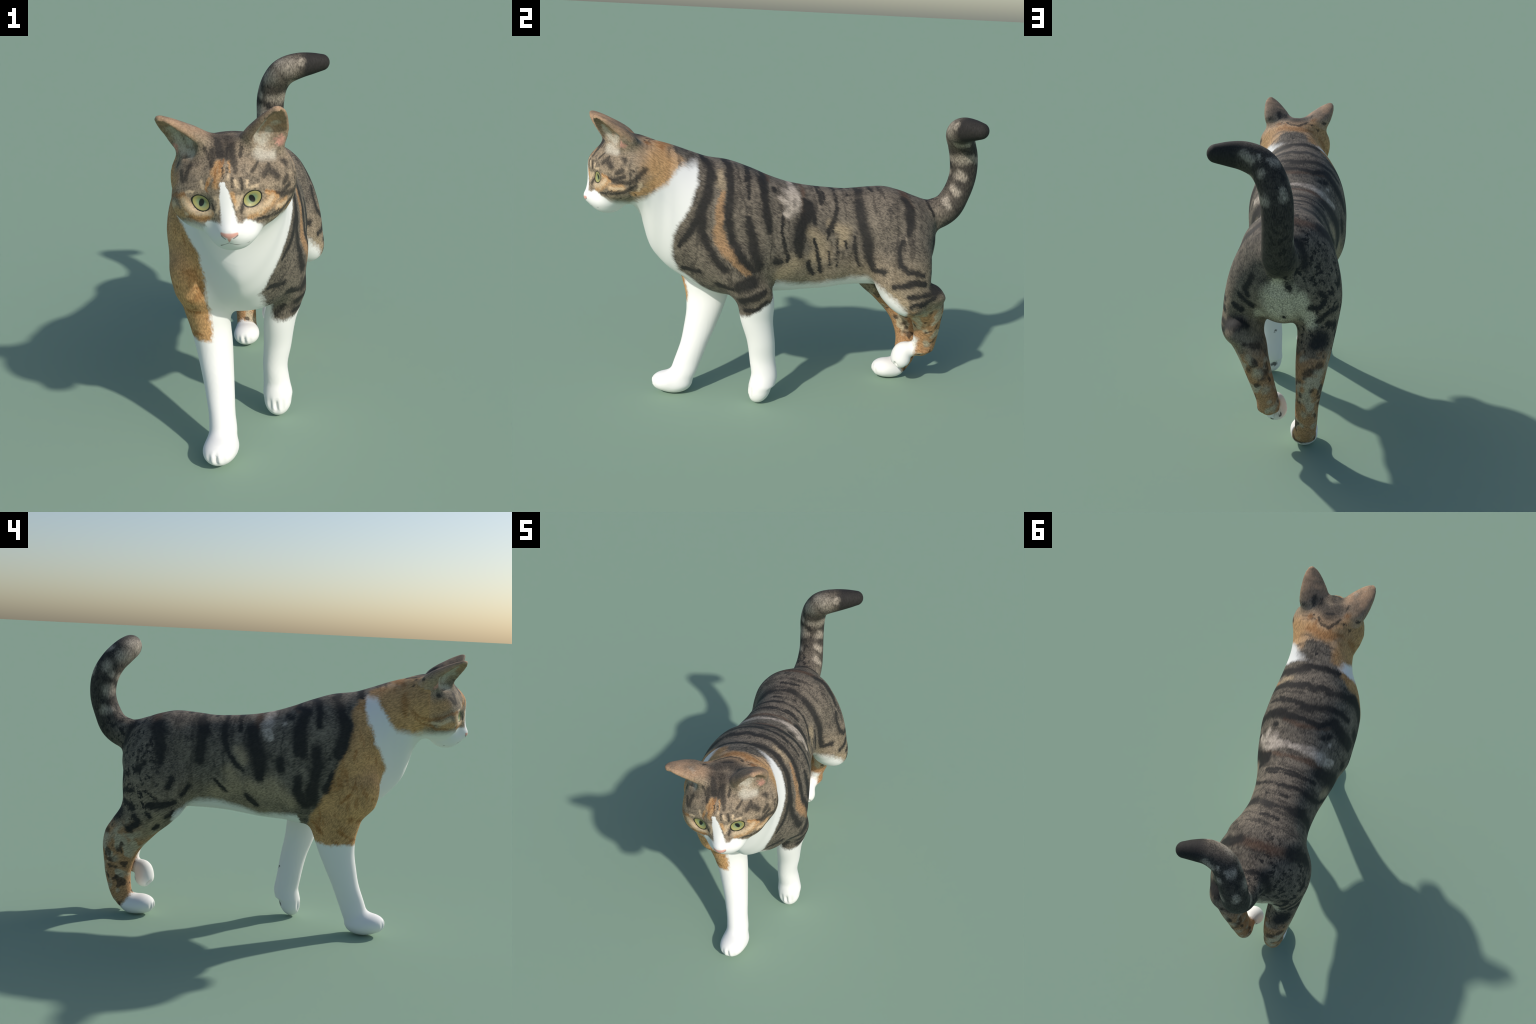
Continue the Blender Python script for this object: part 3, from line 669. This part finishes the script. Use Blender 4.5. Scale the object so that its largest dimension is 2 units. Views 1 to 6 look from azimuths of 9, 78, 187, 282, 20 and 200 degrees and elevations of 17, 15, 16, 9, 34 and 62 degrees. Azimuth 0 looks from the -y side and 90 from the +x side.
STROKES['ear_pale'] = [
    stroke((.220, -.921, 1.418, .0068), (.190, -.890, 1.381, .0172), (.189, -.878, 1.355, .0155)),
    stroke((.219, -.853, 1.372, .0147), (.199, -.864, 1.337, .0163), (.255, -.872, 1.407, .0105)),
    stroke((.202, -.887, 1.308, .0187), (.234, -.858, 1.299, .0147)),
    stroke((.195, -.891, 1.312, .0173), (.233, -.858, 1.301, .0154)),
    stroke((-.095, -.881, 1.391, .0115), (-.077, -.844, 1.351, .0150), (-.061, -.846, 1.314, .0150)),
    stroke((-.033, -.905, 1.380, .0170), (-.035, -.862, 1.345, .0170), (-.074, -.926, 1.411, .0075)),
    stroke((-.019, -.883, 1.308, .0171), (-.048, -.851, 1.312, .0113)),
]
STROKES['ear_pink'] = [
    stroke((.250, -.840, 1.341, .0139), (.262, -.839, 1.353, .0098)),
    stroke((.264, -.830, 1.332, .0145)),
    stroke((-.096, -.839, 1.330, .0092), (-.089, -.824, 1.301, .0067)),
    stroke((-.090, -.833, 1.313, .0103)),
]
STROKES['ear_tan'] = [
    stroke((.256, -.880, 1.441, .0218), (.259, -.835, 1.415, .0186)),
    stroke((-.100, -.888, 1.421, .0217), (-.077, -.832, 1.397, .0184)),
    stroke((-.065, -.954, 1.430, .0091), (.286, -.894, 1.440, .0126), (.276, -.818, 1.394, .0135), (.275, -.793, 1.356, .0076)),
    stroke((-.121, -.947, 1.429, .0064), (-.128, -.891, 1.408, .0101), (-.122, -.839, 1.370, .0102), (-.099, -.820, 1.317, .0075)),
    stroke((-.098, -.972, 1.432, .0079), (-.045, -.961, 1.408, .0079), (-.005, -.934, 1.363, .0056)),
    stroke((.252, -.883, 1.442, .0324)),
    stroke((-.092, -.901, 1.426, .0321)),
]
STROKES['paw_pad'] = [
    stroke((.107, -.075, .072, .0173)),
    stroke((.037, .689, .128, .0089)),
    stroke((.011, .709, .128, .0088)),
    stroke((-.027, .717, .153, .0078), (-.031, .716, .166, .0039)),
    stroke((.098, -.064, .274, .0091), (.099, -.062, .263, .0057)),
]

# colours of the coat (linear base colours)
COAT = dict(
    black=(.026, .024, .022), agouti_dark=(.036, .032, .028), agouti_light=(.262, .218, .165),
    white=(.84, .83, .80), pale=(.52, .44, .36), tan=(.36, .28, .18), red_brown=(.105, .056, .034),
    orange=(.57, .325, .142), nape=(.58, .37, .205), head_tan=(.34, .26, .175), orange_deep=(.30, .125, .036), orange_left=(.36, .215, .11), cream=(.62, .47, .31), rear_cream=(.62, .55, .40), tail_grey=(.37, .32, .255), ear_brown=(.20, .15, .105),
    orange_brown=(.44, .255, .112), leg_tan=(.42, .235, .112), leg_dark=(.060, .042, .030), leg_pale=(.46, .38, .26), ear_tan=(.40, .26, .16), ear_pale=(.50, .46, .38), pink=(.62, .31, .24),
    nose=(.72, .36, .29), grey_line=(.16, .13, .12))


def brush_group():
    """one stretch of a brush stroke: distance to it over its half width, the least so far"""
    g = bpy.data.node_groups.get('brush')
    if g: return g
    g = bpy.data.node_groups.new('brush', 'ShaderNodeTree')
    for nm, kind in (('Position', 'Vector'), ('Start', 'Vector'), ('Along', 'Vector'), ('Run', 'Vector'),
                     ('Width', 'Float'), ('Taper', 'Float'), ('Least', 'Float')):
        g.interface.new_socket(nm, in_out='INPUT', socket_type='NodeSocket' + kind)
    g.interface.new_socket('Least', in_out='OUTPUT', socket_type='NodeSocketFloat')
    gi, go = g.nodes.new('NodeGroupInput'), g.nodes.new('NodeGroupOutput')

    def node(kind, op, *ins):
        n = g.nodes.new(kind)
        if op: n.operation = op
        for i, v in ins: g.links.new(v, n.inputs[i])
        return n
    pa = node('ShaderNodeVectorMath', 'SUBTRACT', (0, gi.outputs[0]), (1, gi.outputs[1])).outputs[0]
    dot = node('ShaderNodeVectorMath', 'DOT_PRODUCT', (0, pa), (1, gi.outputs[2])).outputs[1]
    h = node('ShaderNodeClamp', None, (0, dot)).outputs[0]
    run = node('ShaderNodeVectorMath', 'SCALE', (0, gi.outputs[3]), (3, h)).outputs[0]
    d = node('ShaderNodeVectorMath', 'DISTANCE', (0, pa), (1, run)).outputs[1]
    wd = node('ShaderNodeMath', 'MULTIPLY_ADD', (0, h), (1, gi.outputs[5]), (2, gi.outputs[4])).outputs[0]
    s = node('ShaderNodeMath', 'DIVIDE', (0, d), (1, wd)).outputs[0]
    least = node('ShaderNodeMath', 'MINIMUM', (0, s), (1, gi.outputs[6])).outputs[0]
    g.links.new(least, go.inputs[0])
    return g


class Nodes:
    """small helper that writes shader nodes"""
    def __init__(self, name):
        self.mat = bpy.data.materials.new(name)
        self.mat.use_nodes = True
        self.t = self.mat.node_tree
        self.t.nodes.clear()

    def new(self, kind, **props):
        n = self.t.nodes.new(kind)
        for k, v in props.items(): setattr(n, k, v)
        return n

    def put(self, socket, v):
        if isinstance(v, bpy.types.NodeSocket): self.t.links.new(v, socket)
        else: socket.default_value = v

    def math(self, op, a, b=0.0, c=0.0, clamp=False):
        n = self.new('ShaderNodeMath', operation=op)
        for i, v in enumerate((a, b, c)): self.put(n.inputs[i], v)
        if not clamp: return n.outputs[0]
        k = self.new('ShaderNodeClamp')
        self.put(k.inputs[0], n.outputs[0])
        return k.outputs[0]

    def vec(self, op, a, b=(0, 0, 0), scale=None):
        n = self.new('ShaderNodeVectorMath', operation=op)
        self.put(n.inputs[0], a)
        if op != 'SCALE': self.put(n.inputs[1], b)
        if scale is not None: self.put(n.inputs[3], scale)
        return n.outputs[1] if op in ('LENGTH', 'DOT_PRODUCT', 'DISTANCE') else n.outputs[0]

    def step(self, v, lo, hi):
        """smooth ramp from 0 at lo to 1 at hi (lo may be above hi)"""
        n = self.new('ShaderNodeMapRange', interpolation_type='SMOOTHSTEP')
        a, b = (lo, hi) if lo < hi else (hi, lo)
        self.put(n.inputs[0], v)
        n.inputs[1].default_value, n.inputs[2].default_value = a, b
        n.inputs[3].default_value, n.inputs[4].default_value = (0, 1) if lo < hi else (1, 0)
        return n.outputs[0]

    def noise(self, p, scale, detail=2.0, rough=.5, color=False):
        n = self.new('ShaderNodeTexNoise')
        self.put(n.inputs['Vector'], p)
        n.inputs['Scale'].default_value = scale
        n.inputs['Detail'].default_value = detail
        n.inputs['Roughness'].default_value = rough
        return n.outputs['Color' if color else 'Fac']

    def mix(self, fac, a, b):
        n = self.new('ShaderNodeMix', data_type='RGBA')
        self.put(n.inputs[0], fac)
        for s, v in ((n.inputs[6], a), (n.inputs[7], b)):
            self.put(s, v if isinstance(v, bpy.types.NodeSocket) else (*v, 1))
        return n.outputs[2]

    def curve(self, v, lo, hi, pts):
        """profile through points (v, value), straight between them"""
        n = self.new('ShaderNodeFloatCurve')
        cu = n.mapping.curves[0]
        y0 = min(q[1] for q in pts) - .05; y1 = max(q[1] for q in pts) + .05
        q = [((x - lo) / (hi - lo), (y - y0) / (y1 - y0)) for x, y in pts]
        cu.points[0].location = q[0]; cu.points[-1].location = q[-1]
        for x in q[1:-1]: cu.points.new(*x)
        for p in cu.points: p.handle_type = 'VECTOR'
        n.mapping.update()
        self.put(n.inputs['Value'], self.math('DIVIDE', self.math('SUBTRACT', v, lo), hi - lo, clamp=True))
        return self.math('MULTIPLY_ADD', n.outputs[0], y1 - y0, y0)

    def strokes(self, p, rows, soft=.35, wide=1.0):
        """mask of a group of brush strokes: 1 inside, fading over the soft rim"""
        best = 99.0
        for row in rows:
            if len(row) == 1: row = np.vstack([row, row + [.001, 0, 0, 0]])
            for a, b in zip(row[:-1], row[1:]):
                ba = b[:3] - a[:3]
                n = self.new('ShaderNodeGroup', node_tree=brush_group())
                for i, v in enumerate((p, tuple(a[:3]), tuple(ba / (ba @ ba)), tuple(ba), float(a[3]), float(b[3] - a[3]), best)):
                    self.put(n.inputs[i], v)
                best = n.outputs[0]
        if not rows: return None
        return self.step(best, wide * (1 + soft), wide * (1 - soft))


def coat(name, verts, hair, head=False, ear=False):
    """the coat on one part: only the strokes that reach it are written"""
    m = Nodes(name)
    pos = m.new('ShaderNodeTexCoord').outputs['Object']
    sep = m.new('ShaderNodeSeparateXYZ'); m.put(sep.inputs[0], pos)
    x, y, z = sep.outputs
    sample = verts[::7]

    def near(group):
        out = []
        for row in STROKES[group]:
            r = row[:, 3].max()
            d = min(np.linalg.norm(sample - q, axis=1).min()
                    for t in (0, .25, .5, .75, 1) for q in [a[:3] * (1 - t) + b[:3] * t for a, b in zip(row, np.vstack([row[1:], row[-1:]]))])
            if d < r * 1.7 + .02: out.append(row)
        return out

    # hair: fine streaks along the lie of the coat
    mp = m.new('ShaderNodeMapping', vector_type='TEXTURE'); m.put(mp.inputs['Vector'], pos)
    mp.inputs['Rotation'].default_value = [math.radians(a) for a in hair[0]]
    mp.inputs['Scale'].default_value = [1 / v for v in hair[1]]
    streak = m.noise(mp.outputs[0], 1.0, 3.0, .6)
    mottle = m.noise(pos, 26, 3.0, .6)
    broad = m.noise(pos, 7, 2.0)
    jit = m.vec('SUBTRACT', m.noise(mp.outputs[0], .8, 1.0, .5, color=True), (.5, .5, .5))
    jit2 = m.vec('SUBTRACT', m.noise(pos, 20, 2.0, .5, color=True), (.5, .5, .5))
    amp = .022 if not head else .010
    jit3 = m.vec('SUBTRACT', m.noise(pos, 8, 1.0, .5, color=True), (.5, .5, .5))
    p = m.vec('ADD', m.vec('ADD', pos, m.vec('SCALE', jit, scale=amp)), m.vec('SCALE', jit2, scale=amp * .9))
    p = m.vec('ADD', p, m.vec('SCALE', jit3, scale=.028 if not head else .006))
    ps = m.new('ShaderNodeSeparateXYZ'); m.put(ps.inputs[0], p)
    wx, wy, wz = ps.outputs

    # agouti ground colour
    val = m.math('ADD', m.math('MULTIPLY_ADD', streak, .9, m.math('MULTIPLY', wx, 1e-6)), m.math('ADD', m.math('MULTIPLY', mottle, .45), m.math('MULTIPLY', broad, .35)))
    col = m.mix(m.step(val, .52, 1.20), COAT['agouti_dark'], COAT['agouti_light'])
    side = m.step(x, -.03, .03)                      # 0 on the cat's right, 1 on its left
    off_side = m.math('SUBTRACT', 1.0, side)
    # (read after the warped position, so that the shader stays small on its stack)
    soft_grain = m.step(m.math('MULTIPLY_ADD', wx, 1e-6, streak), .25, .75)

    def tone(c, spread=.45):
        """a coat colour broken up by the hair"""
        lo = tuple(v * (1 - spread) for v in c); hi = tuple(min(v * (1 + spread * .7), .9) for v in c)
        return m.mix(soft_grain, lo, hi)

    def lay(col, group, colour, strength=1.0, soft=.35, spread=.45, src=None, wide=1.0):
        mask = m.strokes(src or p, near(group), soft, wide)
        if mask is None: return col
        return m.mix(m.math('MULTIPLY', mask, strength), col, tone(COAT[colour], spread) if spread else COAT[colour])

    def both(left, right):
        return m.math('ADD', m.math('MULTIPLY', left, side), m.math('MULTIPLY', right, off_side))

    # the head is sandier, the nape sandy orange in front of the collar
    brown = m.math('MULTIPLY', m.step(wy, -.60, -.72), m.math('MULTIPLY_ADD', m.step(mottle, .30, .65), .45, .30))
    col = m.mix(brown, col, tone(COAT['head_tan']))
    ridge = m.step(m.math('ABSOLUTE', m.math('SUBTRACT', wx, .08)), .10, .05)      # dark tongue along the spine
    nape = m.step(m.math('MULTIPLY_ADD', m.math('MULTIPLY', ridge, m.step(z, 1.22, 1.28)), .055, wy), -.515, -.585)
    nape = m.math('MULTIPLY', nape, m.math('MULTIPLY', m.step(z, 1.02, 1.08), m.step(m.math('MULTIPLY_ADD', off_side, .05, wy), -.79, -.67)))
    col = m.mix(nape, col, tone(COAT['nape'], .30))

    trunk = not head and not ear
    if trunk:
        # faint thin bands between the bold stripes
        band = m.noise(m.vec('MULTIPLY', p, (5, 34, 5)), 1.0, 2.0, .55)
        band = m.math('MULTIPLY', m.step(band, .52, .66), m.math('MULTIPLY', m.step(z, .62, .72), m.step(y, .75, .60)))
        col = m.mix(m.math('MULTIPLY', band, .62), col, tone(COAT['agouti_dark'], .35))
        # warm wash on the lower flank, dark mottling on the rump and thighs
        flank = m.math('MULTIPLY', m.step(z, .85, .66), m.step(y, -.25, -.05))
        col = m.mix(m.math('MULTIPLY', flank, .45), col, tone(COAT['tan']))
        rump = m.math('MULTIPLY', m.step(y, .40, .58), m.math('SUBTRACT', 1.0, m.math('MULTIPLY', side, .75)))
        col = m.mix(m.math('MULTIPLY', rump, m.step(m.noise(pos, 34, 3.0, .65), .50, .62)), col, tone(COAT['black'], .3))
        # lower hind legs are sandy, clouded pale and dark
        shank = m.math('MULTIPLY', m.step(wz, .56, .44), m.step(y, .45, .55))
        sand = m.mix(m.step(m.noise(pos, 15, 1.5), .48, .62), tone(COAT['leg_tan'], .45), tone(COAT['leg_pale'], .4))
        sand = m.mix(m.math('MULTIPLY', m.step(m.noise(m.vec('ADD', pos, (3, 1, 2)), 17, 1.0), .58, .66), .85), sand, tone(COAT['leg_dark'], .4))
        col = m.mix(shank, col, sand)
        if name == 'coat_tail':                      # dark tail with pale broken rings and a black tip
            col = m.mix(m.math('MULTIPLY', m.step(y, .76, .90), .78), col, tone(COAT['black'], .6))
            col = m.mix(m.step(x, .13, .19), col, tone(COAT['black'], .3))
            col = lay(col, 'tail_pale', 'tail_grey', .80, .75, .6, wide=1.25)
    col = lay(col, 'tan_patch', 'tan', .85, .9, wide=1.15)
    col = lay(col, 'orange_stripe', 'orange_left', .9, .5)
    # orange right shoulder, in front of a slanting line
    if trunk:
        edge = m.curve(wz, .4, 1.25, [(.4, -.22), (.586, -.250), (.659, -.268), (.715, -.321), (.778, -.346), (.848, -.368), (.895, -.391), (.947, -.412), (1.003, -.437), (1.086, -.453), (1.161, -.435), (1.20, -.45), (1.25, -.50)])
        orange = m.math('MULTIPLY', m.step(m.math('SUBTRACT', wy, edge), .014, -.014), m.step(wx, .0, -.04))
        warm = m.mix(m.step(m.noise(pos, 9, 2.0), .35, .65), tone(COAT['orange'], .38), tone(COAT['orange_brown'], .45))
        warm = m.mix(m.math('MULTIPLY', m.step(m.noise(m.vec('MULTIPLY', p, (14, 34, 12)), 1.0, 2.0), .52, .68), .55), warm, tone(COAT['orange_deep'], .3))
        col = m.mix(orange, col, warm)
    col = lay(col, 'orange_dark', 'orange_deep', .70, .8)
    col = lay(col, 'cream_rear', 'rear_cream', .92, .5, .6, wide=1.15)
    col = lay(col, 'leg_pale', 'leg_pale', .70, .7, wide=1.2)
    col = lay(col, 'leg_blotch', 'leg_dark', .85, .6, wide=1.3)
    col = lay(col, 'red_brown', 'red_brown', .70, .8)
    rows = near('body_dark')
    if rows:
        halo, core = m.strokes(p, rows, .55, 1.85), m.strokes(p, rows, .50, 1.25)
        patchy = m.math('MULTIPLY_ADD', m.step(mottle, .30, .60), .12, .88)
        col = m.mix(m.math('MULTIPLY', halo, .50), col, tone(COAT['agouti_dark'], .3))
        col = m.mix(m.math('MULTIPLY', core, patchy), col, tone(COAT['black'], .25))
    rows = near('pale_patch')
    if rows:
        col = m.mix(m.math('MULTIPLY', m.strokes(p, rows, .75, 1.15), m.math('MULTIPLY_ADD', m.step(mottle, .35, .60), .5, .5)), col, tone(COAT['pale'], .3))
    # face and ears
    if ear: col = m.mix(m.step(z, 1.345, 1.40), col, m.mix(m.math('MULTIPLY', m.step(m.noise(pos, 13, 2.0), .40, .62), .8), tone(COAT['ear_tan'], .25), tone(COAT['ear_brown'], .4)))
    col = lay(col, 'crown', 'agouti_dark', .75, .6, .6)
    col = lay(col, 'head_orange', 'orange', .80, .75, .4)
    if not trunk: col = lay(col, 'ear_tan', 'ear_tan', .45, .6, .2)
    col = lay(col, 'head_rust', 'orange_deep', .62, .8, .35, wide=1.15)
    col = lay(col, 'head_dark', 'black', .82, .7, .3, wide=1.15)
    col = lay(col, 'head_cream', 'cream', .85, .85, .2, wide=1.3)

    # white: below a line along cheek and neck, and in front of a line down each side of the chest
    zl = m.curve(wy, -1.0, -.45, [(-1.0, 1.10), (-.93, 1.075), (-.88, 1.062), (-.80, 1.055), (-.74, 1.095), (-.713, 1.110), (-.67, 1.135), (-.622, 1.164), (-.59, 1.205), (-.555, 1.232), (-.48, 1.238), (-.45, 1.24)])
    zr = m.curve(wy, -1.0, -.45, [(-1.0, 1.10), (-.93, 1.082), (-.87, 1.075), (-.80, 1.072), (-.734, 1.067), (-.661, 1.081), (-.622, 1.120), (-.582, 1.190), (-.557, 1.228), (-.50, 1.235), (-.45, 1.24)])
    under = m.step(m.math('SUBTRACT', wz, both(zl, zr)), .028, -.022)
    left = m.curve(wz, .5, 1.3, [(.5, -.5), (.70, -.55), (.78, -.585), (.866, -.600), (.951, -.582), (1.056, -.528), (1.148, -.494), (1.25, -.474), (1.3, -.47)])
    right = m.curve(wz, .5, 1.3, [(.5, -.72), (.80, -.69), (.84, -.64), (.872, -.622), (.97, -.588), (1.07, -.546), (1.161, -.512), (1.25, -.490), (1.3, -.48)])
    white = m.math('MULTIPLY', m.step(m.math('SUBTRACT', wy, both(left, right)), .014, -.014), under)
    if trunk:
        # white stockings, breast and inner fore legs
        sock = m.step(m.math('SUBTRACT', wz, m.math('MULTIPLY_ADD', side, m.math('MULTIPLY', m.step(y, -.26, -.10), .08), .487)), .012, -.012)
        sock = m.math('MULTIPLY', sock, m.step(y, .05, .0))
        inner = m.math('MULTIPLY', m.math('MULTIPLY', m.step(wx, -.085, -.065), m.step(wx, .145, .115)), m.step(m.math('MULTIPLY_ADD', off_side, -.15, wz), .80, .74))
        inner = m.math('MULTIPLY', inner, m.step(y, .10, .0))
        # white belly
        bl = m.curve(wy, -.3, .7, [(-.3, .30), (-.13, .40), (-.09, .665), (.06, .638), (.15, .640), (.25, .655), (.40, .668), (.47, .612), (.57, .530), (.62, .42), (.66, .0), (.7, .0)])
        br = m.curve(wy, -.3, .7, [(-.3, .30), (-.23, .45), (-.19, .635), (-.10, .617), (.013, .610), (.12, .636), (.26, .655), (.344, .655), (.39, .634), (.44, .580), (.5, .42), (.55, .0), (.7, .0)])
        belly = m.step(m.math('SUBTRACT', wz, both(bl, br)), .022, -.026)
        # white hind paws
        pr = m.math('MULTIPLY', m.step(m.math('MULTIPLY_ADD', wz, .78, wy), .782, .752), m.math('MULTIPLY', m.step(z, .15, .12), m.step(x, -.055, -.065)))
        pl = m.math('MULTIPLY', m.step(wy, .740, .712), m.math('MULTIPLY', m.step(z, .32, .29), m.step(x, -.065, -.055)))
        paws = m.math('MULTIPLY', m.math('MAXIMUM', pr, pl), m.step(y, .40, .45))
        for q in (sock, inner, belly, paws): white = m.math('MAXIMUM', white, q)
    col = m.mix(white, col, COAT['white'])
    col = lay(col, 'paw_pad', 'black', .85, .4, 0)
    col = lay(col, 'muzzle_white', 'white', 1.0, .22, 0)
    if not trunk:
        col = lay(col, 'ear_pale', 'ear_pale', .85, .75, .25, wide=1.1)
        col = lay(col, 'ear_pink', 'pink', .75, .6, .15)
        col = lay(col, 'nose_pink', 'nose', .95, .45, 0, src=pos)
        col = lay(col, 'mouth_line', 'grey_line', .8, .6, 0, src=pos)

    bs = m.new('ShaderNodeBsdfPrincipled')
    m.put(bs.inputs['Base Color'], col)
    bs.inputs['Roughness'].default_value = .78
    bs.inputs['Specular IOR Level'].default_value = .25
    out = m.new('ShaderNodeOutputMaterial')
    m.t.links.new(bs.outputs[0], out.inputs[0])
    return m.mat


def eye_material():
    m = Nodes('eye_green')
    pos = m.new('ShaderNodeTexCoord').outputs['Object']
    r = m.vec('LENGTH', m.vec('MULTIPLY', pos, (1, 1, 0)))            # unit disc in the eye's own frame
    pr = m.vec('LENGTH', m.vec('MULTIPLY', m.vec('ADD', pos, (.02, 0, 0)), (4.0, 2.05, 0)))
    n = m.noise(m.vec('MULTIPLY', pos, (6, 6, 0)), 1.0, 2.0)
    col = m.mix(m.step(r, .25, .72), (.20, .29, .17), (.38, .33, .11))
    col = m.mix(m.math('MULTIPLY', n, .3), col, (.16, .26, .13))
    col = m.mix(m.step(r, .78, .85), col, (.012, .010, .008))
    col = m.mix(m.step(pr, 1.15, .85), col, (.008, .008, .008))
    bs = m.new('ShaderNodeBsdfPrincipled')
    m.put(bs.inputs['Base Color'], col)
    bs.inputs['Roughness'].default_value = .35
    out = m.new('ShaderNodeOutputMaterial')
    m.t.links.new(bs.outputs[0], out.inputs[0])
    return m.mat


# ---------------------------------------------------------------- parts
from mathutils import Matrix, Vector
from mathutils.bvhtree import BVHTree

nose_c = np.array((.108, -.992, 1.064))
FLAB[(FLAB == LAB['head']) & (np.linalg.norm((cen - nose_c) / (.024, .03, .018), axis=1) < 1)] = 15


def make_part(name, mask, mat, parent):
    q = Q[mask]
    used, inv = np.unique(q.ravel(), return_inverse=True)
    me = bpy.data.meshes.new(name)
    me.from_pydata(V[used].tolist(), [], inv.reshape(-1, 4).tolist())
    me.polygons.foreach_set('use_smooth', np.ones(len(q), bool))
    me.materials.append(mat)
    me.normals_split_custom_set_from_vertices(NRM[used].tolist())
    ob = bpy.data.objects.new(name, me)
    bpy.context.collection.objects.link(ob)
    ob.parent = parent
    return ob


def part(name, labels, parent, matname, hair, **kw):
    mask = np.isin(FLAB, labels)
    verts = V[np.unique(Q[mask].ravel())]
    return make_part(name, mask, coat(matname, verts, hair, **kw), parent)


root = bpy.data.objects.new('cat', None)
bpy.context.collection.objects.link(root)
root['label'] = 'walking calico tabby cat with white bib and raised tail'
root['category'] = 'cat'

BODY_HAIR = ((-28, 0, 0), (170, 42, 170))
LEG_HAIR = ((0, 0, 0), (170, 170, 60))
HEAD_HAIR = ((-30, 0, 0), (190, 60, 190))
torso_ob = part('torso', [LAB['torso']], root, 'coat_torso', BODY_HAIR)
part('neck', [LAB['neck']], root, 'coat_neck', BODY_HAIR)
head_ob = part('head', [LAB['head']], root, 'coat_head', HEAD_HAIR, head=True)
part('nose', [15], head_ob, 'coat_nose', HEAD_HAIR, head=True)
part('ear', [LAB['ear_l']], head_ob, 'coat_ear_left', HEAD_HAIR, ear=True)
part('ear', [LAB['ear_r']], head_ob, 'coat_ear_right', HEAD_HAIR, ear=True)
part('tail', [LAB['tail']], root, 'coat_tail', LEG_HAIR)
for limb_name, a, b, mn in (('forelimb', 'fore_l', 'ffoot_l', 'coat_forelimb_left'), ('forelimb', 'fore_r', 'ffoot_r', 'coat_forelimb_right'),
                            ('hindlimb', 'hind_l', 'hfoot_l', 'coat_hindlimb_left'), ('hindlimb', 'hind_r', 'hfoot_r', 'coat_hindlimb_right')):
    ob = part(limb_name, [LAB[a]], root, mn, BODY_HAIR if 'hind' in mn else ((-60, 0, 0), (170, 60, 170)))
    part('foot', [LAB[b]], ob, mn.replace('limb', 'foot'), LEG_HAIR)


def eye(c, inner, outer, mat):
    """a shallow almond lens that follows the face, its long axis through the two corners"""
    c, inner, outer = map(lambda v: np.array(v, float), (c, inner, outer))
    i = np.linalg.norm(V - c, axis=1).argmin()
    n = NRM[np.linalg.norm(V - V[i], axis=1) < .03].mean(0); n /= np.linalg.norm(n)
    u = outer - inner; u -= n * (u @ n); u /= np.linalg.norm(u)
    w = np.cross(n, u)
    if w[2] < 0: w = -w
    if np.cross(u, w) @ n < 0: u = -u
    hx, hy = .0365, .0285
    rings, seg = 14, 48
    vs, fs = [], []
    for k in range(rings + 1):
        r = k / rings
        for j in range(seg if k else 1):
            t = 2 * math.pi * j / seg
            a, b = r * math.cos(t), r * math.sin(t) * (1 - .14 * abs(math.cos(t))**3)
            q = V[i] + u * a * hx + w * b * hy
            hit = SKIN.ray_cast(Vector(q + n * .05), Vector(-n))[0]
            vs.append((a, b, ((np.array(hit) - V[i]) @ n + .0024 * (1 - r**4) - .0004) / .01))
    for j in range(seg): fs.append((0, 1 + j, 1 + (j + 1) % seg))
    for k in range(rings - 1):
        for j in range(seg):
            a0, a1 = 1 + k * seg + j, 1 + k * seg + (j + 1) % seg
            fs.append((a0, a0 + seg, a1 + seg, a1))
    me = bpy.data.meshes.new('eye')
    me.from_pydata(vs, [], fs)
    me.polygons.foreach_set('use_smooth', [True] * len(fs))
    me.materials.append(mat)
    ob = bpy.data.objects.new('eye', me)
    bpy.context.collection.objects.link(ob)
    ob.parent = head_ob
    at = V[i]
    ob.matrix_world = Matrix(((u[0]*hx, w[0]*hy, n[0]*.01, at[0]), (u[1]*hx, w[1]*hy, n[1]*.01, at[1]),
                              (u[2]*hx, w[2]*hy, n[2]*.01, at[2]), (0, 0, 0, 1)))
    return ob


SKIN = BVHTree.FromPolygons(V.tolist(), Q.tolist())
iris = eye_material()
eye((.178, -.938, 1.175), (.144, -.935, 1.150), (.208, -.925, 1.188), iris)
eye((.013, -.948, 1.165), (.040, -.945, 1.147), (-.021, -.935, 1.174), iris)
